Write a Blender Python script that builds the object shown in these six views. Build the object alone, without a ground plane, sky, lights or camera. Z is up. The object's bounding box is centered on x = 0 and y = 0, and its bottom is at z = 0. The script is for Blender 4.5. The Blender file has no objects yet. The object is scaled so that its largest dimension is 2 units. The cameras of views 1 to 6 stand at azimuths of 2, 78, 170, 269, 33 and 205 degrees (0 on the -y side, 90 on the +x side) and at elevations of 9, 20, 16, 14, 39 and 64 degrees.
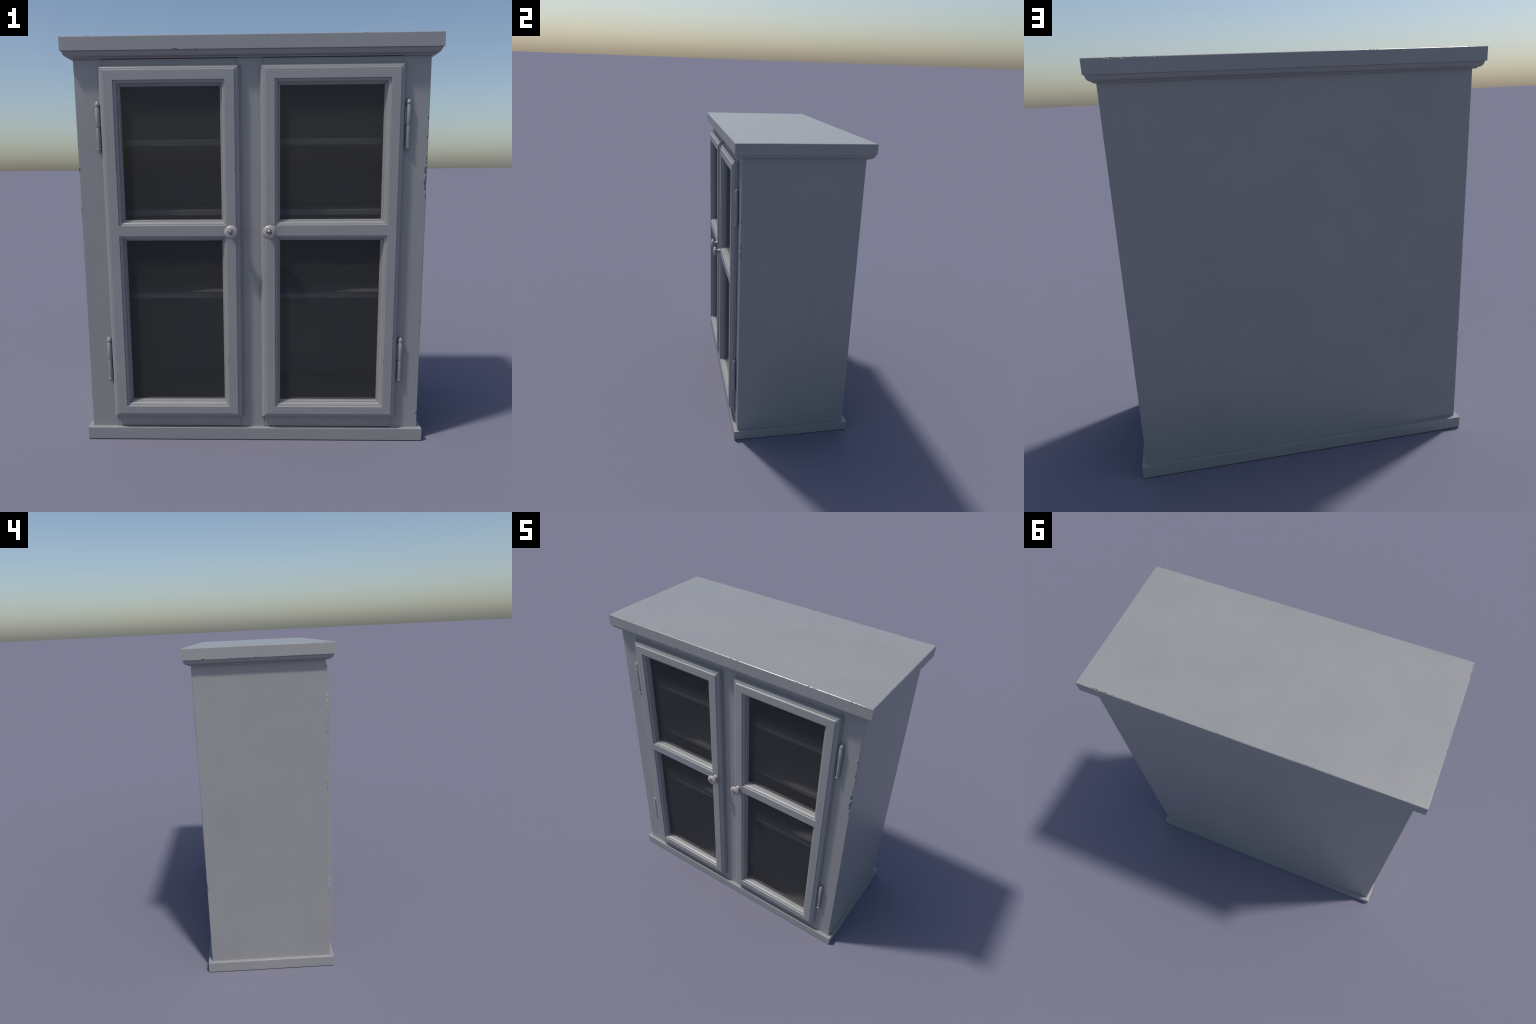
"""A grey painted two-door display cabinet: plinth, carcass, moulded cornice,
two glazed doors with porcelain knobs, finial hinges and shelves inside."""
import bpy, bmesh, math, random
from mathutils import Vector, Matrix, noise

# ------------------------------------------------------------------ sizes (m)
BODY_X = 0.8425                      # half width of the carcass
BODY_F, BODY_B = -0.350, 0.3955       # front / back faces of the carcass
BASE_OUT, BASE_Z = 0.0215, 0.064     # plinth overhang and height
SLAB_Z, TOP_Z = 1.9355, 2.0          # top board
TOP_OUT = 0.0445
MOULD_Z = 1.9045                     # underside of the cornice moulding
DOOR_FRONT = -0.389                  # front face of the door frames
PANEL_FRONT = -0.3512                # flat door panel behind the moulding
SHELF_F = -0.26
SHELVES = ((1.537, 0.031), (1.185, 0.028), (0.754, 0.028))
HINGE_Z = (1.5892, 0.4292)

# flat front of every door: outer rectangle, inner rectangle, panel, hinge, knob
DOORS = (
    dict(ox=(-0.6935, -0.0790), ix=(-0.6495, -0.1220), px=(-0.7060, -0.0668),
         hinge=-0.7330, knob=-0.0985, slot=90.0),
    dict(ox=(0.0695, 0.6957), ix=(0.1110, 0.6540), px=(0.0553, 0.7052),
         hinge=0.7405, knob=0.0855, slot=0.0),
)
FLAT_Z = (0.1505, 1.8470)
IN_Z = (0.1880, 1.8040)
RAIL_Z = (1.0680, 1.1180)
PANEL_Z = (0.0675, 1.9022)

# mouldings as (distance from the flat's edge, depth behind the flat)
OUTER = ((0.0, 0.0), (0.0010, 0.0005), (0.0022, 0.0034), (0.0036, 0.0068), (0.0046, 0.0077),
         (0.0110, 0.0084), (0.0158, 0.0104), (0.0200, 0.0136), (0.0226, 0.0180),
         (0.0240, 0.0225), (0.0246, 0.0280), (0.0250, 0.0304), (0.0274, 0.0309), (0.0283, 0.0318), (0.0285, 0.0374))
INNER = ((0.0, 0.0), (0.0007, 0.0008), (0.0014, 0.0060), (0.0022, 0.0070),
         (0.0080, 0.0081), (0.0118, 0.0100), (0.0144, 0.0132), (0.0158, 0.0178),
         (0.0166, 0.0240), (0.0174, 0.0252), (0.0215, 0.0257), (0.0222, 0.0266),
         (0.0228, 0.0348), (0.0256, 0.0353), (0.0264, 0.0366), (0.0266, 0.0480))
GLASS_Y = -0.3508

root = bpy.data.objects.new("display_cabinet", None)
bpy.context.scene.collection.objects.link(root)
root["label"] = "grey painted wooden cabinet with two glazed doors"
root["category"] = "cabinet"


# ------------------------------------------------------------------ materials
def principled(name):
    m = bpy.data.materials.new(name)
    m.use_nodes = True
    nt = m.node_tree
    return m, nt, nt.nodes["Principled BSDF"]


def node(nt, kind, **kw):
    n = nt.nodes.new(kind)
    for k, v in kw.items():
        if k in n.inputs:
            n.inputs[k].default_value = v
        else:
            setattr(n, k, v)
    return n


def paint(name, colour, rough=0.31, grain=0.26, mottle=0.040, stretch=(1, 1, 1)):
    """Brushed satin paint: faint blotches, brush grain and fine pitting."""
    m, nt, b = principled(name)
    L = nt.links.new
    co = node(nt, "ShaderNodeTexCoord")
    mp = node(nt, "ShaderNodeMapping")
    mp.inputs["Scale"].default_value = stretch
    L(co.outputs["Object"], mp.inputs["Vector"])
    big = node(nt, "ShaderNodeTexNoise", Scale=3.0, Detail=5.0, Roughness=0.6)
    L(co.outputs["Object"], big.inputs["Vector"])
    fine = node(nt, "ShaderNodeTexNoise", Scale=70.0, Detail=4.0, Roughness=0.6)
    L(mp.outputs["Vector"], fine.inputs["Vector"])
    ramp = node(nt, "ShaderNodeValToRGB")
    lo = [c * (1 - mottle) for c in colour]
    hi = [c * (1 + mottle) for c in colour]
    ramp.color_ramp.elements[0].position = 0.36
    ramp.color_ramp.elements[0].color = (lo[0], lo[1], lo[2] * 1.006, 1)
    ramp.color_ramp.elements[1].position = 0.64
    ramp.color_ramp.elements[1].color = (hi[0], hi[1], hi[2] * 0.992, 1)
    add = node(nt, "ShaderNodeMath", operation="MULTIPLY_ADD")
    L(fine.outputs["Fac"], add.inputs[0])
    add.inputs[1].default_value = 0.30
    mul = node(nt, "ShaderNodeMath", operation="MULTIPLY")
    L(big.outputs["Fac"], mul.inputs[0])
    mul.inputs[1].default_value = 0.70
    L(mul.outputs[0], add.inputs[2])
    L(add.outputs[0], ramp.inputs["Fac"])
    L(ramp.outputs["Color"], b.inputs["Base Color"])
    # relief: grain plus scattered shallow pits in patches
    pits = node(nt, "ShaderNodeTexNoise", Scale=130.0, Detail=2.0, Roughness=0.5)
    L(co.outputs["Object"], pits.inputs["Vector"])
    pr = node(nt, "ShaderNodeMapRange")
    pr.inputs["From Min"].default_value = 0.29
    pr.inputs["From Max"].default_value = 0.38
    L(pits.outputs["Fac"], pr.inputs["Value"])
    sm = node(nt, "ShaderNodeMath", operation="MULTIPLY_ADD")
    L(fine.outputs["Fac"], sm.inputs[0])
    sm.inputs[1].default_value = 0.5
    L(pr.outputs["Result"], sm.inputs[2])
    bump = node(nt, "ShaderNodeBump", Strength=grain, Distance=0.0008)
    L(sm.outputs[0], bump.inputs["Height"])
    L(bump.outputs["Normal"], b.inputs["Normal"])
    rr = node(nt, "ShaderNodeMapRange")
    rr.inputs["To Min"].default_value = rough - 0.06
    rr.inputs["To Max"].default_value = rough + 0.06
    L(big.outputs["Fac"], rr.inputs["Value"])
    L(rr.outputs["Result"], b.inputs["Roughness"])
    return m


GREY = (0.291, 0.290, 0.289)
MAT_PAINT = paint("grey_paint", GREY)
MAT_STILE = paint("grey_paint_upright_grain", GREY, stretch=(3.0, 3.0, 0.25))
MAT_RAIL = paint("grey_paint_level_grain", GREY, stretch=(0.25, 3.0, 3.0))
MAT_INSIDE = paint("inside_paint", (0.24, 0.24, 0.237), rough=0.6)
MAT_HINGE = paint("painted_iron", (0.30, 0.303, 0.306), rough=0.28, grain=0.1, mottle=0.04)
MAT_HINGE.node_tree.nodes["Principled BSDF"].inputs["Metallic"].default_value = 0.0
MAT_KNOB = paint("glazed_porcelain", (0.375, 0.342, 0.330), rough=0.33, grain=0.05, mottle=0.05)
MAT_KNOB.node_tree.nodes["Principled BSDF"].inputs["Coat Weight"].default_value = 0.1

MAT_CHIP = paint("worn_chip_shaded", (0.200, 0.198, 0.196), rough=0.5, grain=0.6, mottle=0.25)  # darker than the paint: shade of the worn dents put into the colour

MAT_DARK = paint("nick_and_slot_dark", (0.085, 0.084, 0.084), rough=0.6, grain=0.4, mottle=0.3)  # dark tone for the added edge pebbles and the painted screw-slot shade

MAT_SCREW, _nt, _b = principled("screw_steel")
_b.inputs["Base Color"].default_value = (0.36, 0.38, 0.40, 1)
_b.inputs["Metallic"].default_value = 1.0
_n = node(_nt, "ShaderNodeTexNoise", Scale=300.0)
_r = node(_nt, "ShaderNodeMapRange")
_r.inputs["To Min"].default_value = 0.25
_r.inputs["To Max"].default_value = 0.45
_nt.links.new(_n.outputs["Fac"], _r.inputs["Value"])
_nt.links.new(_r.outputs["Result"], _b.inputs["Roughness"])

MAT_GLASS, _nt, _b = principled("smoked_glass")
_b.inputs["Base Color"].default_value = (0.060, 0.060, 0.060, 1)
_b.inputs["Roughness"].default_value = 0.08
_b.inputs["Alpha"].default_value = 0.53
_b.inputs["IOR"].default_value = 1.45

MAT_CLEAR, _nt, _b = principled("clear_glass_back")     # untinted rear face and edges of a pane
_b.inputs["Base Color"].default_value = (0.03, 0.03, 0.03, 1)
_b.inputs["Roughness"].default_value = 0.1
_b.inputs["Alpha"].default_value = 0.03


# ------------------------------------------------------------------ mesh tools
def link(name, mesh, mat, parent):
    ob = bpy.data.objects.new(name, mesh)
    bpy.context.scene.collection.objects.link(ob)
    mesh.materials.clear()
    mesh.materials.append(mat)
    ob.parent = parent
    return ob


def finish(bm, name, mat, parent, angle=34.0, weighted=True):
    bmesh.ops.recalc_face_normals(bm, faces=bm.faces)
    for f in bm.faces:
        f.smooth = True
    for e in bm.edges:
        if len(e.link_faces) == 2 and e.calc_face_angle(0.0) > math.radians(angle):
            e.smooth = False
    me = bpy.data.meshes.new(name)
    bm.to_mesh(me)
    bm.free()
    ob = link(name, me, mat, parent)
    if weighted:
        w = ob.modifiers.new("weighted", "WEIGHTED_NORMAL")
        w.keep_sharp = True
    return ob


def box_bm(x, y, z, bevel=0.002, segments=3):
    bm = bmesh.new()
    bmesh.ops.create_cube(bm, size=1.0)
    for v in bm.verts:
        v.co = Vector((x[0] + (v.co.x + .5) * (x[1] - x[0]),
                       y[0] + (v.co.y + .5) * (y[1] - y[0]),
                       z[0] + (v.co.z + .5) * (z[1] - z[0])))
    if bevel:
        bmesh.ops.bevel(bm, geom=bm.edges[:], offset=bevel, segments=segments,
                        profile=0.5, affect="EDGES")
    return bm


def box(name, x, y, z, mat, parent, bevel=0.002, segments=3):
    return finish(box_bm(x, y, z, bevel, segments), name, mat, parent)


def rect_sweep(bm, x, y, steps):
    """Mitred horizontal moulding: rectangle x,y grown by d at every height z."""
    loops = []
    for d, z in steps:
        loops.append([bm.verts.new(p) for p in (
            (x[0] - d, y[0] - d, z), (x[1] + d, y[0] - d, z),
            (x[1] + d, y[1] + d, z), (x[0] - d, y[1] + d, z))])
    for a, b in zip(loops, loops[1:]):
        for i in range(4):
            j = (i + 1) % 4
            bm.faces.new((a[i], a[j], b[j], b[i]))
    return loops


def lathe_bm(profile, n=32):
    """Turn (radius, height) about z."""
    bm = bmesh.new()
    rings = []
    for r, h in profile:
        if r < 1e-6:
            rings.append([bm.verts.new((0, 0, h))])
        else:
            rings.append([bm.verts.new((r * math.cos(2 * math.pi * i / n),
                                        r * math.sin(2 * math.pi * i / n), h)) for i in range(n)])
    for a, b in zip(rings, rings[1:]):
        for i in range(n):
            j = (i + 1) % n
            if len(a) == 1:
                bm.faces.new((a[0], b[j], b[i]))
            elif len(b) == 1:
                bm.faces.new((a[i], a[j], b[0]))
            else:
                bm.faces.new((a[i], a[j], b[j], b[i]))
    return bm


def carve(ob, cutter_bm, cut_mat=None):
    """Boolean-subtract a cutter and bake the result."""
    me = bpy.data.meshes.new("cutter")
    bmesh.ops.recalc_face_normals(cutter_bm, faces=cutter_bm.faces)
    cutter_bm.to_mesh(me)
    cutter_bm.free()
    cut = bpy.data.objects.new("cutter", me)
    bpy.context.scene.collection.objects.link(cut)
    if cut_mat:
        me.materials.append(cut_mat)
    mods = [m for m in ob.modifiers]
    for m in mods:
        ob.modifiers.remove(m)
    mod = ob.modifiers.new("carve", "BOOLEAN")
    mod.object = cut
    mod.operation = "DIFFERENCE"
    mod.solver = "EXACT"
    mod.use_self = True
    if cut_mat:
        mod.material_mode = "TRANSFER"
    dg = bpy.context.evaluated_depsgraph_get()
    new = bpy.data.meshes.new_from_object(ob.evaluated_get(dg))
    ob.modifiers.clear()
    ob.data = new
    bpy.data.objects.remove(cut)
    bm = bmesh.new()
    bm.from_mesh(new)
    for f in bm.faces:
        f.smooth = True
    for e in bm.edges:
        e.smooth = not (len(e.link_faces) == 2 and e.calc_face_angle(0.0) > math.radians(40))
    bm.to_mesh(new)
    bm.free()
    w = ob.modifiers.new("weighted", "WEIGHTED_NORMAL")
    w.keep_sharp = True


def chips(edges, seed):
    """Irregular pebbles strung along edges; subtracting them chips the paint.
    edges: (start, end, outward, ((t, spread, count, size), ...))"""
    rng = random.Random(seed)
    bm = bmesh.new()
    for p, q, out, clusters in edges:
        p, q, out = Vector(p), Vector(q), Vector(out).normalized()
        along = (q - p).normalized()
        side = along.cross(out)
        for t, spread, count, size in clusters:
            for _ in range(count):
                u = min(0.995, max(0.005, t + rng.uniform(-spread, spread)))
                r = size * rng.uniform(0.6, 1.3)
                lon = r * rng.uniform(0.8, 2.0)
                deep = r * rng.uniform(0.45, 0.65)
                c = p.lerp(q, u) - out * (0.0004 + deep * rng.uniform(0.0, 0.35)) + side * rng.uniform(-.3, .3) * r
                m = Matrix((along * lon, out * deep, side * r * rng.uniform(0.8, 1.2))).transposed().to_4x4()
                m.translation = c
                new = bmesh.ops.create_icosphere(bm, subdivisions=2, radius=1.0)["verts"]
                off = Vector((rng.random() * 50, rng.random() * 50, rng.random() * 50))
                for v in new:
                    v.co *= 1.0 + 0.55 * noise.noise(v.co * 1.9 + off)
                    v.co = m @ v.co
    return bm


# ------------------------------------------------------------------ plinth and top
BX = (-BODY_X, BODY_X)
BY = (BODY_F, BODY_B)
bx = (-BODY_X - BASE_OUT, BODY_X + BASE_OUT)
by = (-0.3725, 0.4200)
base = box("plinth", bx, by, (0.0, BASE_Z), MAT_PAINT, root, bevel=0.0025)

tx = (-BODY_X - TOP_OUT - 0.0006, BODY_X + TOP_OUT + 0.0006)
ty = (-0.3960, 0.4410)
bm = bmesh.new()                      # board with a worn, eased upper arris
rim = rect_sweep(bm, tx, ty, ((-0.0015, SLAB_Z), (-0.0004, SLAB_Z + 0.0004), (0.0, SLAB_Z + 0.0015),
                              (0.0, TOP_Z - 0.0032), (-0.0005, TOP_Z - 0.0024), (-0.0033, TOP_Z - 0.0003),
                              (-0.0042, TOP_Z)))
bm.faces.new(rim[0])
bm.faces.new(rim[-1])
top = finish(bm, "top_board", MAT_PAINT, root, angle=60)

bm = bmesh.new()
ovolo = [(0.0170 + 0.0205 * math.sin(a), 1.9102 + 0.0238 * (1 - math.cos(a)))
         for a in [math.radians(90 * i / 8) for i in range(9)]]
steps = [(-0.03, MOULD_Z), (0.0120, MOULD_Z), (0.0135, MOULD_Z + 0.0012), (0.0150, MOULD_Z + 0.0040),
         (0.0160, 1.9098)] + ovolo + [(0.0385, SLAB_Z + 0.003), (-0.03, SLAB_Z + 0.003)]
rect_sweep(bm, BX, BY, steps)
cornice = finish(bm, "cornice_moulding", MAT_PAINT, root, angle=32)

# ------------------------------------------------------------------ carcass
WALL = 0.026
Z0, Z1 = BASE_Z - 0.004, MOULD_Z + 0.004


def carcass_side(sign, stile_edge):
    """Side panel and its face stile as one L-shaped upright with a rounded front corner."""
    lip = BODY_F + 0.022
    outline = [(sign * BODY_X, BODY_F), (stile_edge, BODY_F), (stile_edge, lip),
               (sign * (BODY_X - WALL), lip), (sign * (BODY_X - WALL), BODY_B), (sign * BODY_X, BODY_B)]
    bm = bmesh.new()
    lo = [bm.verts.new((x, y, Z0)) for x, y in outline]
    hi = [bm.verts.new((x, y, Z1)) for x, y in outline]
    n = len(outline)
    for i in range(n):
        j = (i + 1) % n
        bm.faces.new((lo[i], lo[j], hi[j], hi[i]))
    bm.faces.new(lo)
    bm.faces.new(hi)
    bm.edges.ensure_lookup_table()

    def upright(k):
        return next(e for e in bm.edges if lo[k] in e.verts and hi[k] in e.verts)
    wide = [upright(0), upright(5)]
    narrow = [upright(1)]
    bmesh.ops.bevel(bm, geom=wide, offset=0.0040, segments=4, profile=0.5, affect="EDGES")
    bmesh.ops.bevel(bm, geom=[e for e in narrow if e.is_valid], offset=0.0010, segments=2, profile=0.5, affect="EDGES")
    return finish(bm, "side_panel", MAT_STILE, root)


GAP = 0.0012
l, r = DOORS
side_l = carcass_side(-1, l["px"][0] - GAP)
side_r = carcass_side(1, r["px"][1] + GAP)
back = box("back_panel", (-BODY_X + 0.010, BODY_X - 0.010), (BODY_B - 0.016, BODY_B - 0.0003), (Z0, Z1), MAT_PAINT, root, bevel=0)
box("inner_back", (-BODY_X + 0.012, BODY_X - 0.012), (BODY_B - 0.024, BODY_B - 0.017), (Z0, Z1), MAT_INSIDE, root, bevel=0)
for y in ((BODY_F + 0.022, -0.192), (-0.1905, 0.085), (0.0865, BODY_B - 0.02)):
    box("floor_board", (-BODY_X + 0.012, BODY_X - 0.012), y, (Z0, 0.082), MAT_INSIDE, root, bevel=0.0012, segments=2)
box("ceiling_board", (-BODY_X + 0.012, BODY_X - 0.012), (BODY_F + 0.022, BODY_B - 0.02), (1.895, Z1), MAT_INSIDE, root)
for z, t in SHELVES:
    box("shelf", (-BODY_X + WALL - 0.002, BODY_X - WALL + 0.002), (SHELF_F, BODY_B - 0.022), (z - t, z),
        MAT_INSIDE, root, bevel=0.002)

box("face_stile", (l["px"][1] + GAP, r["px"][0] - GAP), (BODY_F, BODY_F + 0.022), (Z0, Z1), MAT_STILE, root,
    bevel=0.0010, segments=2)
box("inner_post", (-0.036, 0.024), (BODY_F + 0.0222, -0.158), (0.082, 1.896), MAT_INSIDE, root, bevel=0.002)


# ------------------------------------------------------------------ doors
def ring_points(x, z, profile, grow):
    """Rectangular loops (4 corners each) around x,z for a moulding profile."""
    out = []
    for o, d in profile:
        s = o * grow
        y = DOOR_FRONT + d
        out.append(((x[0] - s, y, z[0] - s), (x[1] + s, y, z[0] - s),
                    (x[1] + s, y, z[1] + s), (x[0] - s, y, z[1] + s)))
    return out


def strip(bm, loops, i):
    """Faces of side i (0 bottom, 1 right, 2 top, 3 left) of a moulding ring."""
    j = (i + 1) % 4
    for a, b in zip(loops, loops[1:]):
        bm.faces.new([bm.verts.new(p) for p in (a[i], a[j], b[j], b[i])])


def quad(bm, pts):
    bm.faces.new([bm.verts.new(p) for p in pts])


def flat_box(bm, x, z, y0, y1):
    """Square-edged bar for the flat panel behind the moulding."""
    v = [bm.verts.new((a, b, c)) for c in z for b in (y0, y1) for a in x]
    for f in ((0, 1, 3, 2), (4, 6, 7, 5), (0, 4, 5, 1), (2, 3, 7, 6), (0, 2, 6, 4), (1, 5, 7, 3)):
        bm.faces.new([v[k] for k in f])


HINGE_PROFILE = [(0.0, -0.1205), (0.0030, -0.1190), (0.0070, -0.1120), (0.0104, -0.1055), (0.0117, -0.1010),
                 (0.0110, -0.0978), (0.0078, -0.0962), (0.0078, -0.0944), (0.0098, -0.0936), (0.0103, -0.0920),
                 (0.0103, -0.0022), (0.0086, -0.0010), (0.0086, 0.0006), (0.0106, 0.0018), (0.0112, 0.0032),
                 (0.0112, 0.0915), (0.0104, 0.0930), (0.0080, 0.0938), (0.0080, 0.0954), (0.0116, 0.0966),
                 (0.0126, 0.0995), (0.0123, 0.1040), (0.0100, 0.1110), (0.0068, 0.1165), (0.0030, 0.1200),
                 (0.0, 0.1205)]
# knob turned about its axis: (radius, distance in front of the door frame)
KNOB_PROFILE = [(0.0, -0.001), (0.0180, -0.001), (0.0180, 0.002), (0.0168, 0.0045), (0.0148, 0.0085), (0.0136, 0.014),
                (0.0134, 0.019), (0.0145, 0.0235), (0.0180, 0.0270), (0.0250, 0.0290), (0.0305, 0.0310),
                (0.0332, 0.0337), (0.0340, 0.0368), (0.0332, 0.0402), (0.0305, 0.0438), (0.0260, 0.0468),
                (0.0205, 0.0488), (0.0160, 0.0496), (0.0140, 0.0494), (0.0131, 0.0484), (0.0128, 0.0465), (0.0, 0.0465)]
SCREW_PROFILE = [(0.0, 0.0440), (0.0121, 0.0440), (0.0121, 0.0478), (0.0112, 0.0494), (0.0090, 0.0507),
                 (0.0060, 0.0516), (0.0030, 0.0520), (0.0, 0.0521)]
TURN = Matrix.Rotation(math.radians(90), 4, "X")      # lathe axis z -> -y


def knob_mesh(name, profile, mat, slot=None):
    bm = lathe_bm(profile, 40)
    bmesh.ops.recalc_face_normals(bm, faces=bm.faces)
    for f in bm.faces:
        f.smooth = True
    for e in bm.edges:
        if len(e.link_faces) == 2 and e.calc_face_angle(0.0) > math.radians(40):
            e.smooth = False
    me = bpy.data.meshes.new(name)
    bm.to_mesh(me)
    bm.free()
    me.materials.append(mat)
    return me


def build_door(d):
    ox, ix, px = d["ox"], d["ix"], d["px"]
    # flat panel with two openings: this mesh is the door itself
    bm = bmesh.new()
    hole = 0.0262
    y0, y1 = PANEL_FRONT, -0.3300
    hx = (ix[0] + hole, ix[1] - hole)
    hz = (IN_Z[0] + hole, RAIL_Z[0] - hole, RAIL_Z[1] + hole, IN_Z[1] - hole)
    flat_box(bm, (px[0], hx[0]), PANEL_Z, y0, y1)
    flat_box(bm, (hx[1], px[1]), PANEL_Z, y0, y1)
    for z in ((PANEL_Z[0], hz[0]), (hz[1], hz[2]), (hz[3], PANEL_Z[1])):
        flat_box(bm, hx, z, y0, y1)
    bmesh.ops.remove_doubles(bm, verts=bm.verts[:], dist=1e-5)
    inner = [f for f in bm.faces if f.calc_area() > 0 and all(len(e.link_faces) > 2 for e in f.edges)]
    bmesh.ops.delete(bm, geom=inner, context="FACES")
    door = finish(bm, "door", MAT_STILE, root, weighted=False)

    outer = ring_points(ox, FLAT_Z, OUTER, 1)
    low = ring_points(ix, (IN_Z[0], RAIL_Z[0]), INNER, -1)
    high = ring_points(ix, (RAIL_Z[1], IN_Z[1]), INNER, -1)
    F = DOOR_FRONT

    def member(name, mat, parts, flats):
        b = bmesh.new()
        for loops, i in parts:
            strip(b, loops, i)
        for f in flats:
            quad(b, [(p[0], F, p[1]) for p in f])
        bmesh.ops.remove_doubles(b, verts=b.verts[:], dist=1e-5)
        bmesh.ops.recalc_face_normals(b, faces=b.faces)
        n = sum((f.normal.y * f.calc_area() for f in b.faces))
        if n > 0:
            bmesh.ops.reverse_faces(b, faces=b.faces)
        for f in b.faces:
            f.smooth = True
        for e in b.edges:
            if len(e.link_faces) == 2 and e.calc_face_angle(0.0) > math.radians(33):
                e.smooth = False
        me = bpy.data.meshes.new(name)
        b.to_mesh(me)
        b.free()
        ob = link(name, me, mat, door)
        w = ob.modifiers.new("weighted", "WEIGHTED_NORMAL")
        w.keep_sharp = True

    z0, z1, i0, i1, r0, r1 = *FLAT_Z, *IN_Z, *RAIL_Z
    member("door_stile", MAT_STILE, ((outer, 3), (low, 3), (high, 3)),
           (((ox[0], z0), (ix[0], i0), (ix[0], r0), (ix[0], r1), (ix[0], i1), (ox[0], z1)),))
    member("door_stile", MAT_STILE, ((outer, 1), (low, 1), (high, 1)),
           (((ox[1], z1), (ix[1], i1), (ix[1], r1), (ix[1], r0), (ix[1], i0), (ox[1], z0)),))
    member("door_rail", MAT_RAIL, ((outer, 2), (high, 2)),
           (((ox[0], z1), (ix[0], i1), (ix[1], i1), (ox[1], z1)),))
    member("door_rail", MAT_RAIL, ((outer, 0), (low, 0)),
           (((ox[0], z0), (ox[1], z0), (ix[1], i0), (ix[0], i0)),))
    member("glazing_bar", MAT_RAIL, ((low, 2), (high, 0)),
           (((ix[0], r0), (ix[1], r0), (ix[1], r1), (ix[0], r1)),))

    for z in ((hz[0], hz[1]), (hz[2], hz[3])):
        pane = box("glass_pane", hx, (GLASS_Y, GLASS_Y + 0.003), z, MAT_GLASS, door, bevel=0)
        pane.data.materials.append(MAT_CLEAR)
        for p in pane.data.polygons:
            p.material_index = 0 if p.normal.y < -0.9 else 1

    place = Matrix.Translation((d["knob"], DOOR_FRONT, 1.0892)) @ TURN
    k = link("knob", knob_mesh("knob", KNOB_PROFILE, MAT_KNOB), MAT_KNOB, door)
    k.matrix_world = place
    s = link("screw", knob_mesh("screw", SCREW_PROFILE, MAT_SCREW), MAT_SCREW, None)
    a = math.radians(d["slot"])
    cut = box_bm((-0.02, 0.02), (-0.0020, 0.0020), (0.0478, 0.06), 0)
    bmesh.ops.transform(cut, matrix=Matrix.Rotation(a, 4, "Z"), verts=cut.verts)
    carve(s, cut, MAT_DARK)  # slot faces coloured dark, painting in the shade of the cut
    s.modifiers.clear()
    s.parent = k


for d in DOORS:
    build_door(d)

# ------------------------------------------------------------------ dark raised pebbles added to stand in for nicks on door edges
rng = random.Random(21)
bm = bmesh.new()
for d in DOORS:
    for right_edge, left_edge in ((d["ix"][0], d["ox"][0]), (d["ox"][1], d["ix"][1])):
        for x, z, n in ((right_edge, 1.405, 3), (right_edge, 0.545, 2), (right_edge, 0.50, 1), (left_edge, 0.425, 2)):
            for _ in range(n):
                c = Vector((x, DOOR_FRONT + 0.0011, z + rng.uniform(-0.022, 0.022)))
                size = Vector((rng.uniform(0.0014, 0.0024), 0.0016, rng.uniform(0.002, 0.006)))
                off = Vector((rng.random() * 30, rng.random() * 30, rng.random() * 30))
                for v in bmesh.ops.create_icosphere(bm, subdivisions=2, radius=1.0)["verts"]:
                    k = 1.0 + 0.5 * noise.noise(v.co * 1.7 + off)
                    v.co = c + Vector((v.co.x * size.x, v.co.y * size.y, v.co.z * size.z)) * k
nicks = finish(bm, "nick_pebble", MAT_DARK, root, weighted=False)
nicks["kind"] = "stuff"

# ------------------------------------------------------------------ hinges
hinge_mesh = bpy.data.meshes.new("hinge")
bm = lathe_bm(HINGE_PROFILE, 28)
bmesh.ops.recalc_face_normals(bm, faces=bm.faces)
for f in bm.faces:
    f.smooth = True
for e in bm.edges:
    if len(e.link_faces) == 2 and e.calc_face_angle(0.0) > math.radians(50):
        e.smooth = False
bm.to_mesh(hinge_mesh)
bm.free()
leaf_mesh = None
for d in DOORS:
    s = -1 if d["hinge"] < 0 else 1
    for z in HINGE_Z:
        h = link("hinge", hinge_mesh, MAT_HINGE, root)
        h.location = (d["hinge"], -0.3620, z)
        if leaf_mesh is None:
            lb = box_bm((-0.0155, -0.006), (0.001, 0.006), (0.0015, 0.085), 0.0008, 2)
            leaf_mesh = bpy.data.meshes.new("hinge_leaf")
            lb.to_mesh(leaf_mesh)
            lb.free()
        f = link("hinge_leaf", leaf_mesh, MAT_HINGE, h)
        f.scale = (s, 1, 1)

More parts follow.
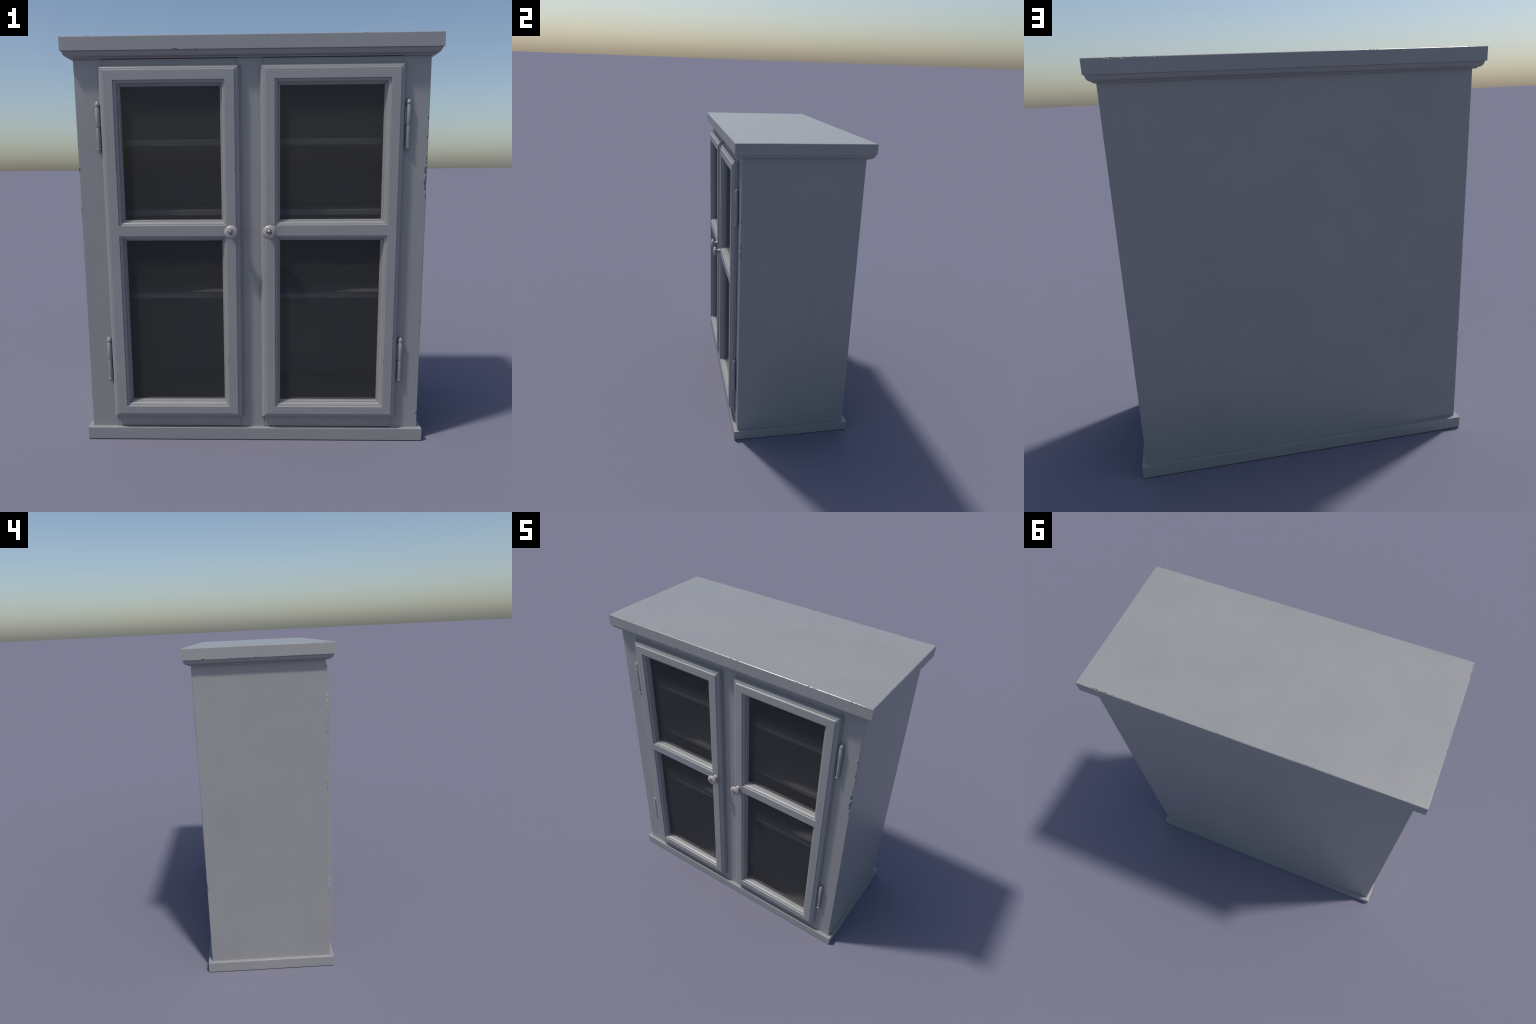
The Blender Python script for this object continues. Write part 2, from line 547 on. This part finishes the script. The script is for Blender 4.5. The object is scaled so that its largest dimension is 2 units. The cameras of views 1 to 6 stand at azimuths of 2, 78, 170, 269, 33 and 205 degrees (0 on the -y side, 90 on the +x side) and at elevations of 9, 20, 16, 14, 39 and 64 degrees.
# ------------------------------------------------------------------ chipped edges
X, F, B = BODY_X, BODY_F, BODY_B
carve(side_r, chips((
    ((X - 0.0015, F, 0.06), (X - 0.0015, F, 1.91), (0.55, -1, 0), (
        (0.735, 0.006, 2, 0.0060), (0.79, 0.010, 3, 0.0058), (0.705, 0.010, 4, 0.0085), (0.674, 0.014, 7, 0.0125),
        (0.640, 0.008, 3, 0.0062), (0.30, 0.01, 2, 0.0045), (0.045, 0.002, 1, 0.0075), (0.85, 0.01, 1, 0.0045))),
    ((X, B, 0.06), (X, B, 1.91), (1, 1, 0), ((0.5, 0.45, 8, 0.0042), (0.30, 0.03, 3, 0.0050))),
), 3), MAT_CHIP)
carve(side_l, chips((
    ((-X + 0.0008, F, 0.06), (-X + 0.0008, F, 1.91), (-0.75, -1, 0), (
        (0.715, 0.006, 3, 0.0065), (0.60, 0.012, 5, 0.0055), (0.235, 0.008, 4, 0.0058), (0.10, 0.02, 4, 0.0046),
        (0.48, 0.01, 2, 0.0045), (0.79, 0.02, 2, 0.0046))),
    ((-X, B, 0.06), (-X, B, 1.91), (-1, 1, 0), (
        (0.27, 0.015, 7, 0.0066), (0.20, 0.03, 4, 0.0048), (0.53, 0.03, 6, 0.0050), (0.85, 0.05, 2, 0.0045))),
), 5), MAT_CHIP)
a, b = tx, ty
carve(top, chips((
    ((a[0], b[0], 2.0), (a[1], b[0], 2.0), (0, -1, 1), (
        (0.82, 0.008, 5, 0.0062), (0.5, 0.48, 24, 0.0040), (0.02, 0.02, 5, 0.0050))),
    ((a[0], b[1], 2.0), (a[1], b[1], 2.0), (0, 1, 1), (
        (0.925, 0.025, 12, 0.0066), (0.83, 0.02, 4, 0.0056), (0.72, 0.01, 3, 0.0050), (0.55, 0.02, 5, 0.0052),
        (0.32, 0.03, 4, 0.0056), (0.5, 0.48, 16, 0.0038))),
    ((a[0], b[0], 2.0), (a[0], b[1], 2.0), (-1, 0, 1), ((0.06, 0.045, 9, 0.0080), (0.5, 0.45, 8, 0.0040))),
    ((a[1], b[0], 2.0), (a[1], b[1], 2.0), (1, 0, 1), ((0.3, 0.05, 3, 0.0050), (0.6, 0.35, 8, 0.0040))),
    ((a[0], b[0], SLAB_Z), (a[1], b[0], SLAB_Z), (0, -1, -1), ((0.3, 0.02, 2, 0.0045), (0.6, 0.3, 5, 0.0034))),
    ((a[0], b[0], SLAB_Z), (a[0], b[1], SLAB_Z), (-1, 0, -1), ((0.85, 0.02, 2, 0.0060), (0.4, 0.3, 4, 0.0036))),
), 7), MAT_CHIP)
carve(base, chips((
    ((bx[0], by[0], BASE_Z), (bx[1], by[0], BASE_Z), (0, -1, 1), ((0.5, 0.48, 10, 0.0038), (0.62, 0.02, 2, 0.0046))),
    ((bx[0], by[0], BASE_Z), (bx[0], by[1], BASE_Z), (-1, 0, 1), ((0.5, 0.45, 6, 0.0038),)),
), 9), MAT_CHIP)
